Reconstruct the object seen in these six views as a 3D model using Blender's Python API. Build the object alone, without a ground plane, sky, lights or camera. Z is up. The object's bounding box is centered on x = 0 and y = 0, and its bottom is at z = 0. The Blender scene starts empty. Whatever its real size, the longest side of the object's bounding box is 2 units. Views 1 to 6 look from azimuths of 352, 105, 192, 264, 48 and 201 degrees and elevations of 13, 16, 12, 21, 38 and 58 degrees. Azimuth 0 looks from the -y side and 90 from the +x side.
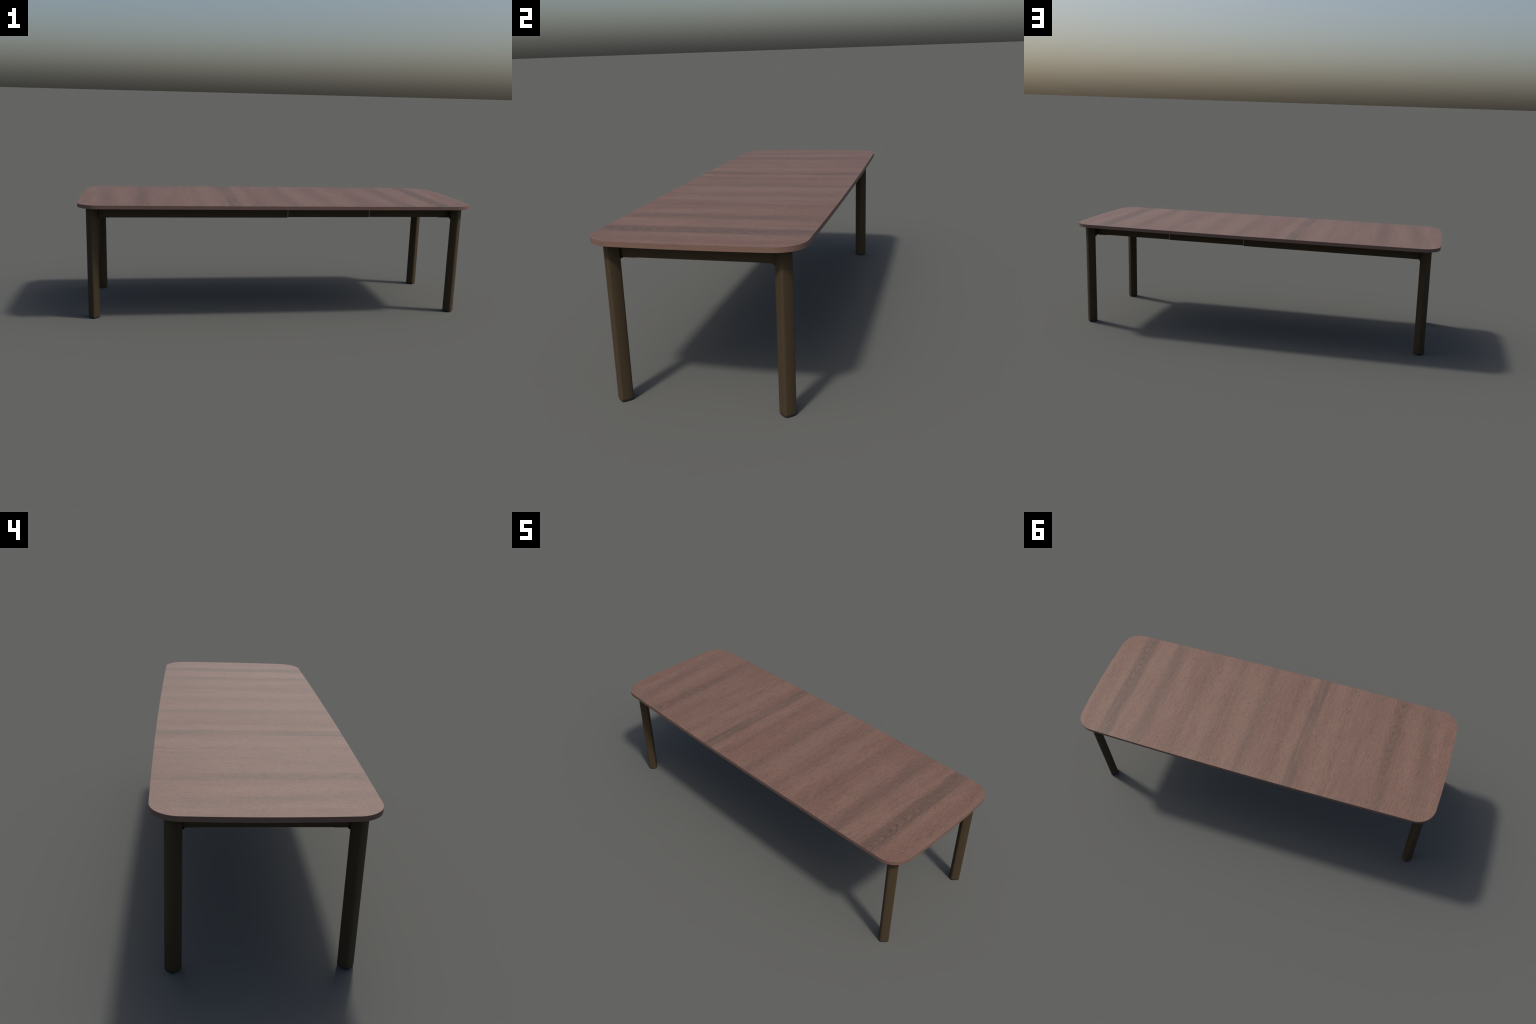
"""Extendable dining table: four wood-veneer top panels on a dark bronze metal
frame (telescoping side aprons, end aprons, corner brackets, square legs set
at 45 degrees, black glides)."""
import bpy, bmesh, math
from mathutils import Vector

# ------------------------------------------------------------------ sizes (m)
TOP_Z = 0.5711          # upper face of the table top
TOP_T = 0.0176          # thickness of the top
HALF_X, HALF_Y = 1.0, 0.3628
SIDE_BOW, END_BOW, CORNER_R = 0.0082, 0.0070, 0.098
SEAMS = (-0.4270, 0.0, 0.4300)
LEG_X, LEG_Y = 0.9238, 0.2818
LEG_S, LEG_R, LEG_BULGE = 0.0437, 0.0075, 0.0012
FRAME_TOP = TOP_Z - TOP_T - 0.0004

# ------------------------------------------------------------------ node help
class Nodes:
    def __init__(self, name):
        self.mat = bpy.data.materials.new(name)
        self.mat.use_nodes = True
        self.t = self.mat.node_tree
        self.bsdf = self.t.nodes["Principled BSDF"]
        self.coord = self.t.nodes.new("ShaderNodeTexCoord").outputs["Object"]

    def new(self, kind):
        return self.t.nodes.new(kind)

    def put(self, sock, v):
        if isinstance(v, bpy.types.NodeSocket):
            self.t.links.new(v, sock)
        elif v is not None:
            sock.default_value = v

    def math(self, op, a, b=None, c=None, clamp=False):
        n = self.new("ShaderNodeMath"); n.operation = op; n.use_clamp = clamp
        for i, v in enumerate((a, b, c)):
            self.put(n.inputs[i], v)
        return n.outputs[0]

    def mapping(self, scale, loc=(0, 0, 0), rot=(0, 0, 0), src=None):
        n = self.new("ShaderNodeMapping")
        n.inputs["Scale"].default_value = scale
        n.inputs["Location"].default_value = loc
        n.inputs["Rotation"].default_value = rot
        self.put(n.inputs["Vector"], src or self.coord)
        return n.outputs[0]

    def noise(self, vec, scale=1.0, detail=3.0, rough=0.55, dist=0.0):
        n = self.new("ShaderNodeTexNoise")
        n.inputs["Scale"].default_value = scale
        n.inputs["Detail"].default_value = detail
        n.inputs["Roughness"].default_value = rough
        n.inputs["Distortion"].default_value = dist
        self.put(n.inputs["Vector"], vec)
        return n.outputs["Fac"]

    def ramp(self, fac, stops, interp="LINEAR"):
        n = self.new("ShaderNodeValToRGB"); n.color_ramp.interpolation = interp
        el = n.color_ramp.elements
        while len(el) < len(stops):
            el.new(0.5)
        for e, (p, c) in zip(el, stops):
            e.position = p
            e.color = (c, c, c, 1) if isinstance(c, (int, float)) else (*c, 1)
        self.put(n.inputs["Fac"], fac)
        return n.outputs["Color"]

    def mix(self, fac, a, b, blend="MIX"):
        n = self.new("ShaderNodeMix"); n.data_type = "RGBA"; n.blend_type = blend
        self.put(n.inputs["Factor"], fac)
        self.put(n.inputs["A"], (*a, 1) if isinstance(a, tuple) else a)
        self.put(n.inputs["B"], (*b, 1) if isinstance(b, tuple) else b)
        return n.outputs["Result"]

    def remap(self, v, a, b, c=0.0, d=1.0, smooth=True):
        n = self.new("ShaderNodeMapRange")
        n.interpolation_type = "SMOOTHSTEP" if smooth else "LINEAR"
        self.put(n.inputs["Value"], v)
        for k, val in zip(("From Min", "From Max", "To Min", "To Max"), (a, b, c, d)):
            n.inputs[k].default_value = val
        return n.outputs["Result"]


# ------------------------------------------------------------------ materials
WOOD_LIGHT = (0.180, 0.107, 0.080)
WOOD_RED = (0.158, 0.088, 0.066)
WOOD_DARK = (0.092, 0.064, 0.048)
WOOD_PORE = (0.062, 0.040, 0.031)


def wood_top():
    m = Nodes("brown_oak_veneer")
    sep = m.new("ShaderNodeSeparateXYZ"); m.put(sep.inputs[0], m.coord)
    x, y = sep.outputs["X"], sep.outputs["Y"]

    # slow sideways wander of the grain, the same for bands and figure
    wander = m.math("SUBTRACT", m.noise(m.mapping((7.0, 1.6, 1.0)), 1.0, 2.0), 0.5)
    wig = m.math("SUBTRACT", m.noise(m.mapping((46.0, 7.0, 1.0)), 1.0, 4.0), 0.5)
    xw = m.math("ADD", m.math("MULTIPLY_ADD", wander, 0.011, x),
                m.math("MULTIPLY", wig, 0.013))

    # dark boards: (centre x, half width, edge softness, strength, slant dx/dy)
    bands = [(0.822, 0.038, 0.009, 0.56, -0.015),
             (0.636, 0.034, 0.026, 0.40, 0.000),
             (0.446, 0.012, 0.030, 0.20, 0.000),
             (0.250, 0.022, 0.046, 0.22, 0.000),
             (0.060, 0.024, 0.036, 0.36, 0.000),
             (-0.118, 0.008, 0.026, 0.16, 0.000),
             (-0.230, 0.030, 0.009, 0.56, 0.000),
             (-0.405, 0.010, 0.026, 0.16, -0.020),
             (-0.540, 0.070, 0.060, 0.16, 0.000),
             (-0.690, 0.032, 0.018, 0.34, -0.020),
             (-0.872, 0.026, 0.042, 0.35, -0.110)]
    total = None
    for cx, hw, soft, strength, slant in bands:
        d = m.math("ABSOLUTE", m.math("SUBTRACT", m.math("MULTIPLY_ADD", y, -slant, xw), cx))
        b = m.math("MULTIPLY", m.remap(d, hw + soft, max(hw - soft, 0.0)), strength)
        total = b if total is None else m.math("MAXIMUM", total, b)
    patch = m.remap(m.noise(m.mapping((48.0, 4.0, 1.0), (3, 1, 0)), 1.0, 4.0, 0.6), 0.32, 0.64, 0.55, 1.25)
    band = m.math("MULTIPLY", total, patch, clamp=True)

    # flame figure: nested parabolas opening towards -y inside some boards
    figure = None
    for cx, hw, k, freq, gain in ((0.832, 0.048, 100.0, 19.0, 0.85), (-0.684, 0.056, 90.0, 19.0, 0.62),
                                  (-0.408, 0.026, 420.0, 11.0, 0.55), (0.060, 0.026, 480.0, 16.0, 0.45),
                                  (0.430, 0.024, 520.0, 14.0, 0.45), (0.255, 0.020, 560.0, 15.0, 0.35),
                                  (-0.118, 0.020, 560.0, 15.0, 0.40)):
        d = m.math("SUBTRACT", xw, cx)
        ph = m.math("MULTIPLY_ADD", m.math("MULTIPLY", d, d), k, y)
        ph = m.math("MULTIPLY_ADD", wig, 0.055, ph)
        ph = m.math("MULTIPLY_ADD", wander, 0.22, ph)
        w = m.math("SINE", m.math("MULTIPLY", ph, 2 * math.pi * freq))
        w = m.remap(w, 0.2, 1.0)
        inside = m.remap(m.math("ABSOLUTE", d), hw, hw * 0.55)
        f = m.math("MULTIPLY", m.math("MULTIPLY", w, inside), gain)
        figure = f if figure is None else m.math("MAXIMUM", figure, f)
    breakup = m.remap(m.noise(m.mapping((36.0, 8.0, 1.0), (7, 2, 0)), 1.0, 3.0), 0.36, 0.64, 0.25, 1.0)
    figure = m.math("MULTIPLY", figure, breakup)

    # long streaks and short pores
    streak = m.noise(m.mapping((130.0, 9.0, 1.0)), 1.0, 4.0, 0.65)
    pores = m.noise(m.mapping((260.0, 85.0, 1.0)), 1.0, 3.0, 0.7)
    hair = m.noise(m.mapping((380.0, 16.0, 1.0), (2, 6, 0)), 1.0, 3.0, 0.6)
    tone = m.noise(m.mapping((11.0, 1.6, 1.0), (9, 4, 0)), 1.0, 2.0)

    col = m.mix(m.remap(tone, 0.34, 0.66), WOOD_LIGHT, WOOD_RED)
    col = m.mix(band, col, WOOD_DARK)
    col = m.mix(m.math("MULTIPLY", figure, 0.78), col, WOOD_PORE)
    col = m.mix(m.remap(streak, 0.53, 0.76, 0.0, 0.30), col, WOOD_PORE)
    col = m.mix(m.remap(hair, 0.51, 0.72, 0.0, 0.50), col, WOOD_PORE)
    col = m.mix(m.remap(pores, 0.54, 0.72, 0.0, 0.64), col, WOOD_PORE)
    glint = m.math("MULTIPLY", m.remap(pores, 0.48, 0.30, 0.0, 0.55), m.math("SUBTRACT", 1.0, band))
    col = m.mix(glint, col, (0.228, 0.142, 0.106))
    m.put(m.bsdf.inputs["Base Color"], col)
    m.bsdf.inputs["Roughness"].default_value = 0.52
    m.bsdf.inputs["Specular IOR Level"].default_value = 0.30
    bump = m.new("ShaderNodeBump")
    bump.inputs["Strength"].default_value = 0.06
    bump.inputs["Distance"].default_value = 0.001
    m.put(bump.inputs["Height"], pores)
    m.put(m.bsdf.inputs["Normal"], bump.outputs[0])
    return m.mat


def wood_edge():
    """Edge banding: reddish and olive flecks running along the edge."""
    m = Nodes("brown_oak_edge_band")
    a = m.noise(m.mapping((34.0, 34.0, 60.0)), 1.0, 3.0, 0.6)
    b = m.noise(m.mapping((16.0, 16.0, 240.0), (5, 2, 1)), 1.0, 2.0)
    col = m.mix(m.remap(a, 0.36, 0.64), (0.175, 0.092, 0.071), (0.150, 0.096, 0.071))
    col = m.mix(m.remap(b, 0.5, 0.72, 0.0, 0.35), col, (0.10, 0.062, 0.048))
    m.put(m.bsdf.inputs["Base Color"], col)
    m.bsdf.inputs["Roughness"].default_value = 0.55
    return m.mat


def bronze_paint():
    m = Nodes("dark_bronze_paint")
    n = m.noise(m.mapping((900, 900, 900)), 1.0, 2.0)
    col = m.mix(m.remap(n, 0.3, 0.7), (0.0560, 0.0395, 0.0215), (0.0630, 0.0450, 0.0250))
    m.put(m.bsdf.inputs["Base Color"], col)
    m.bsdf.inputs["Roughness"].default_value = 0.55
    m.bsdf.inputs["Specular IOR Level"].default_value = 0.15
    return m.mat


def black_plastic():
    m = Nodes("black_plastic")
    n = m.noise(m.mapping((600, 600, 600)), 1.0, 2.0)
    m.put(m.bsdf.inputs["Base Color"], m.mix(n, (0.008, 0.008, 0.009), (0.013, 0.013, 0.014)))
    m.bsdf.inputs["Roughness"].default_value = 0.7
    return m.mat


def grey_aluminium():
    m = Nodes("grey_aluminium")
    n = m.noise(m.mapping((500, 500, 60)), 1.0, 2.0)
    m.put(m.bsdf.inputs["Base Color"], m.mix(n, (0.50, 0.50, 0.49), (0.58, 0.58, 0.57)))
    m.bsdf.inputs["Roughness"].default_value = 0.5
    return m.mat


WOOD, EDGE, BRONZE, BLACK = wood_top(), wood_edge(), bronze_paint(), black_plastic()
ALUMINIUM = grey_aluminium()

# ------------------------------------------------------------------ mesh help
root = bpy.data.objects.new("dining_table", None)
bpy.context.scene.collection.objects.link(root)
root["label"] = "long extendable dining table with brown wood top and dark legs"
root["category"] = "table"


def finish(bm, name, mats, parent=root, bevel=0.0, segs=2, angle=35):
    if bevel:
        edges = [e for e in bm.edges if len(e.link_faces) == 2
                 and e.calc_face_angle(0) > math.radians(angle)]
        bmesh.ops.bevel(bm, geom=edges, offset=bevel, segments=segs, profile=0.5,
                        affect="EDGES", clamp_overlap=True)
    bmesh.ops.recalc_face_normals(bm, faces=bm.faces)
    me = bpy.data.meshes.new(name)
    bm.to_mesh(me); bm.free()
    for mt in mats:
        me.materials.append(mt)
    me.shade_smooth()
    me.set_sharp_from_angle(angle=math.radians(30))
    ob = bpy.data.objects.new(name, me)
    bpy.context.scene.collection.objects.link(ob)
    ob.parent = parent
    return ob


def prism(bm, outline, z0, z1):
    lo = [bm.verts.new((p[0], p[1], z0)) for p in outline]
    hi = [bm.verts.new((p[0], p[1], z1)) for p in outline]
    n = len(outline)
    bm.faces.new(lo[::-1]); bm.faces.new(hi)
    for i in range(n):
        bm.faces.new((lo[i], lo[(i + 1) % n], hi[(i + 1) % n], hi[i]))


# ------------------------------------------------------------------ table top
def top_quarter():
    """Corner quarter of the outline, from the middle of the side to the middle of the end."""
    xi, yi = HALF_X - CORNER_R, HALF_Y - CORNER_R
    x, y = xi, yi
    for _ in range(30):
        y = yi - SIDE_BOW * (x / xi) ** 2
        x = xi - END_BOW * (y / yi) ** 2
    pts = []
    for i in range(33):
        s = x * i / 32
        n = Vector((2 * SIDE_BOW * s / xi ** 2, 1)).normalized()
        pts.append((s + CORNER_R * n.x, yi - SIDE_BOW * (s / xi) ** 2 + CORNER_R * n.y))
    a0 = math.atan2(1, 2 * SIDE_BOW * x / xi ** 2)
    a1 = math.atan2(2 * END_BOW * y / yi ** 2, 1)
    for i in range(1, 24):
        a = a0 + (a1 - a0) * i / 24
        pts.append((x + CORNER_R * math.cos(a), y + CORNER_R * math.sin(a)))
    for i in range(13):
        s = y * (1 - i / 12)
        n = Vector((1, 2 * END_BOW * s / yi ** 2)).normalized()
        pts.append((xi - END_BOW * (s / yi) ** 2 + CORNER_R * n.x, s + CORNER_R * n.y))
    return pts


def side_y(x, q):
    x = abs(x)
    for (x0, y0), (x1, y1) in zip(q, q[1:]):
        if x0 <= x <= x1 and x1 > x0:
            return y0 + (y1 - y0) * (x - x0) / (x1 - x0)
    return q[-1][1]


def build_top():
    q = top_quarter()
    cuts = (-2.0,) + SEAMS + (2.0,)
    for i in range(4):
        xa, xb = cuts[i] + 0.00012, cuts[i + 1] - 0.00012
        up = [p for p in q if xa < p[0] < xb] if xb > 0 else []
        if xb <= 0:
            up = [(-p[0], p[1]) for p in q if xa < -p[0] < xb][::-1]
        upper = sorted(set(up), key=lambda p: (p[0], -p[1] if xb > 0 else p[1]))
        if xa > -1.5:
            upper = [(xa, side_y(xa, q))] + upper
        if xb < 1.5:
            upper = upper + [(xb, side_y(xb, q))]
        lower = [(x, -y) for x, y in upper[::-1] if y > 1e-6]
        outline = upper + lower
        bm = bmesh.new()
        z1 = TOP_Z - (0.0004 if i >= 2 else 0.0)
        prism(bm, outline[::-1], TOP_Z - TOP_T, z1)
        end = i in (0, 3)
        ob = finish(bm, "top_panel" if end else "extension_leaf", (WOOD, EDGE), bevel=0.0006, segs=2, angle=50)
        for p in ob.data.polygons:
            p.material_index = 0 if abs(p.normal.z) > 0.5 else 1


build_top()


# ------------------------------------------------------------------ legs
def leg_section(grow=0.0, seg=6):
    """Rounded square with slightly convex faces, turned 45 degrees."""
    h = LEG_S / 2 + grow
    r = LEG_R + max(grow, -0.003)
    pts = []
    for k in range(4):
        base = k * math.pi / 2
        c, s = math.cos(base), math.sin(base)
        face = [(h + LEG_BULGE * (1 - (t / (h - r)) ** 2), t) for t in
                [-(h - r) + 2 * (h - r) * i / seg for i in range(seg + 1)]]
        arc = [(h - r + r * math.cos(a), h - r + r * math.sin(a)) for a in
               [math.pi / 2 * i / seg for i in range(1, seg)]]
        for px, py in face + arc:
            a, b = px * c - py * s, px * s + py * c
            u = math.sqrt(0.5)
            pts.append((a * u - b * u, a * u + b * u))
    return pts


bm = bmesh.new()
prism(bm, leg_section(), 0.0054, FRAME_TOP)
leg0 = finish(bm, "leg", (BRONZE,), bevel=0.0009, angle=60)
bm = bmesh.new()
prism(bm, leg_section(-0.0009), 0.0, 0.0058)
glide0 = finish(bm, "foot_glide", (BLACK,), parent=leg0, bevel=0.0008, angle=60)

CORNERS = ((1, 1), (1, -1), (-1, 1), (-1, -1))
for i, (sx, sy) in enumerate(CORNERS):
    leg = leg0 if i == 0 else leg0.copy()
    gl = glide0 if i == 0 else glide0.copy()
    if i:
        bpy.context.scene.collection.objects.link(leg)
        bpy.context.scene.collection.objects.link(gl)
        gl.parent = leg
    leg.location = (sx * LEG_X, sy * LEG_Y, 0)


# ------------------------------------------------------------------ frame
def bar(name, x0, x1, y0, y1, z0, z1, bevel=0.0008, mat=BRONZE):
    bm = bmesh.new()
    prism(bm, ((x0, y0), (x1, y0), (x1, y1), (x0, y1)), z0, z1)
    return finish(bm, name, (mat,), bevel=bevel)


REACH_X = LEG_X - 0.0277 - 0.0015
REACH_Y = LEG_Y - 0.0277 - 0.0015
END_OUT, END_Z, APRON_T = 0.9150, 0.4983, 0.0040
# telescoping long sides: name, from x, to x, outer face y, lower edge z
STAGES = (("side_apron", -REACH_X, 0.0410, 0.2600, 0.4976),
          ("sliding_apron", 0.0440, 0.4655, 0.2560, 0.4997),
          ("side_apron", 0.4690, REACH_X, 0.2460, 0.4992))
for sy in (1, -1):
    for name, xa, xb, yo, zb in STAGES:
        ya, yb = sorted((sy * yo, sy * (yo - APRON_T)))
        bar(name, xa, xb, ya, yb, zb, FRAME_TOP)
    # light grey plates that close the two joints, a little behind the outer faces
    for (_, _, x_end, y_out, _), (_, x_start, _, yo, zb) in zip(STAGES, STAGES[1:]):
        ya, yb = sorted((sy * (y_out - APRON_T + 0.0002), sy * (yo - APRON_T)))
        bar("joint_plate", x_end - 0.0002, x_start - 0.0001, ya, yb, zb + 0.0003, FRAME_TOP, 0.0, ALUMINIUM)
for sx in (1, -1):
    xa, xb = sorted((sx * END_OUT, sx * (END_OUT - APRON_T)))
    bar("end_apron", xa, xb, -REACH_Y, REACH_Y, END_Z, FRAME_TOP)


def bracket_mesh(ex, ey):
    """Corner casting for the (+x, +y) corner, in coordinates of the leg's axis;
    ex, ey: outer faces of the end and side aprons."""
    bm = bmesh.new()
    # fillet that flares from the inner side of the leg up to the plate
    inward = Vector((-1, -1)).normalized()
    pick = [p for p in (Vector(q) for q in leg_section(0.0, 10))
            if p.normalized().dot(inward) > 0.45]
    pick.sort(key=lambda p: math.atan2(p.y - p.x, -(p.x + p.y)))
    levels = ((0.4945, 0.0003), (0.4952, 0.0035), (0.4962, 0.0075), (0.4968, 0.0105), (0.4980, 0.0108))
    rows = []
    for z, off in levels:
        row = []
        for p in pick:
            d = min(max((p.normalized().dot(inward) - 0.60) / 0.30, 0.0), 1.0)
            row.append(bm.verts.new((*(p * (1 + off * d / p.length)), z)))
        row.append(bm.verts.new((0.002, 0.002, z)))
        rows.append(row)
    n = len(rows[0])
    for a, b in zip(rows, rows[1:]):
        for i in range(n):
            bm.faces.new((a[i], a[(i + 1) % n], b[(i + 1) % n], b[i]))
    bm.faces.new(rows[0][::-1]); bm.faces.new(rows[-1])
    # flat plate under the apron ends, cut off diagonally
    plate = [(ex - 0.0012, -0.0200), (ex - 0.0012, -0.0760), (ex - 0.005, -0.0800), (ex - 0.018, -0.0800),
             (-0.0800, ey - 0.018), (-0.0800, ey - 0.005), (-0.0760, ey - 0.0012), (-0.0200, ey - 0.0012),
             (-0.0100, -0.0100)]
    prism(bm, plate[::-1], 0.4968, 0.4980)
    # block behind the apron ends
    block = [(ex - 0.0050, -0.0180), (ex - 0.0050, -0.0720), (-0.0720, ey - 0.0050), (-0.0180, ey - 0.0050)]
    prism(bm, block[::-1], 0.4982, FRAME_TOP - 0.001)
    return bm


for sx, sy in CORNERS:
    side = STAGES[2 if sx > 0 else 0][3]
    bm = bracket_mesh(END_OUT - LEG_X, side - LEG_Y)
    for v in bm.verts:
        v.co = (sx * (v.co.x + LEG_X), sy * (v.co.y + LEG_Y), v.co.z)
    finish(bm, "corner_bracket", (BRONZE,))
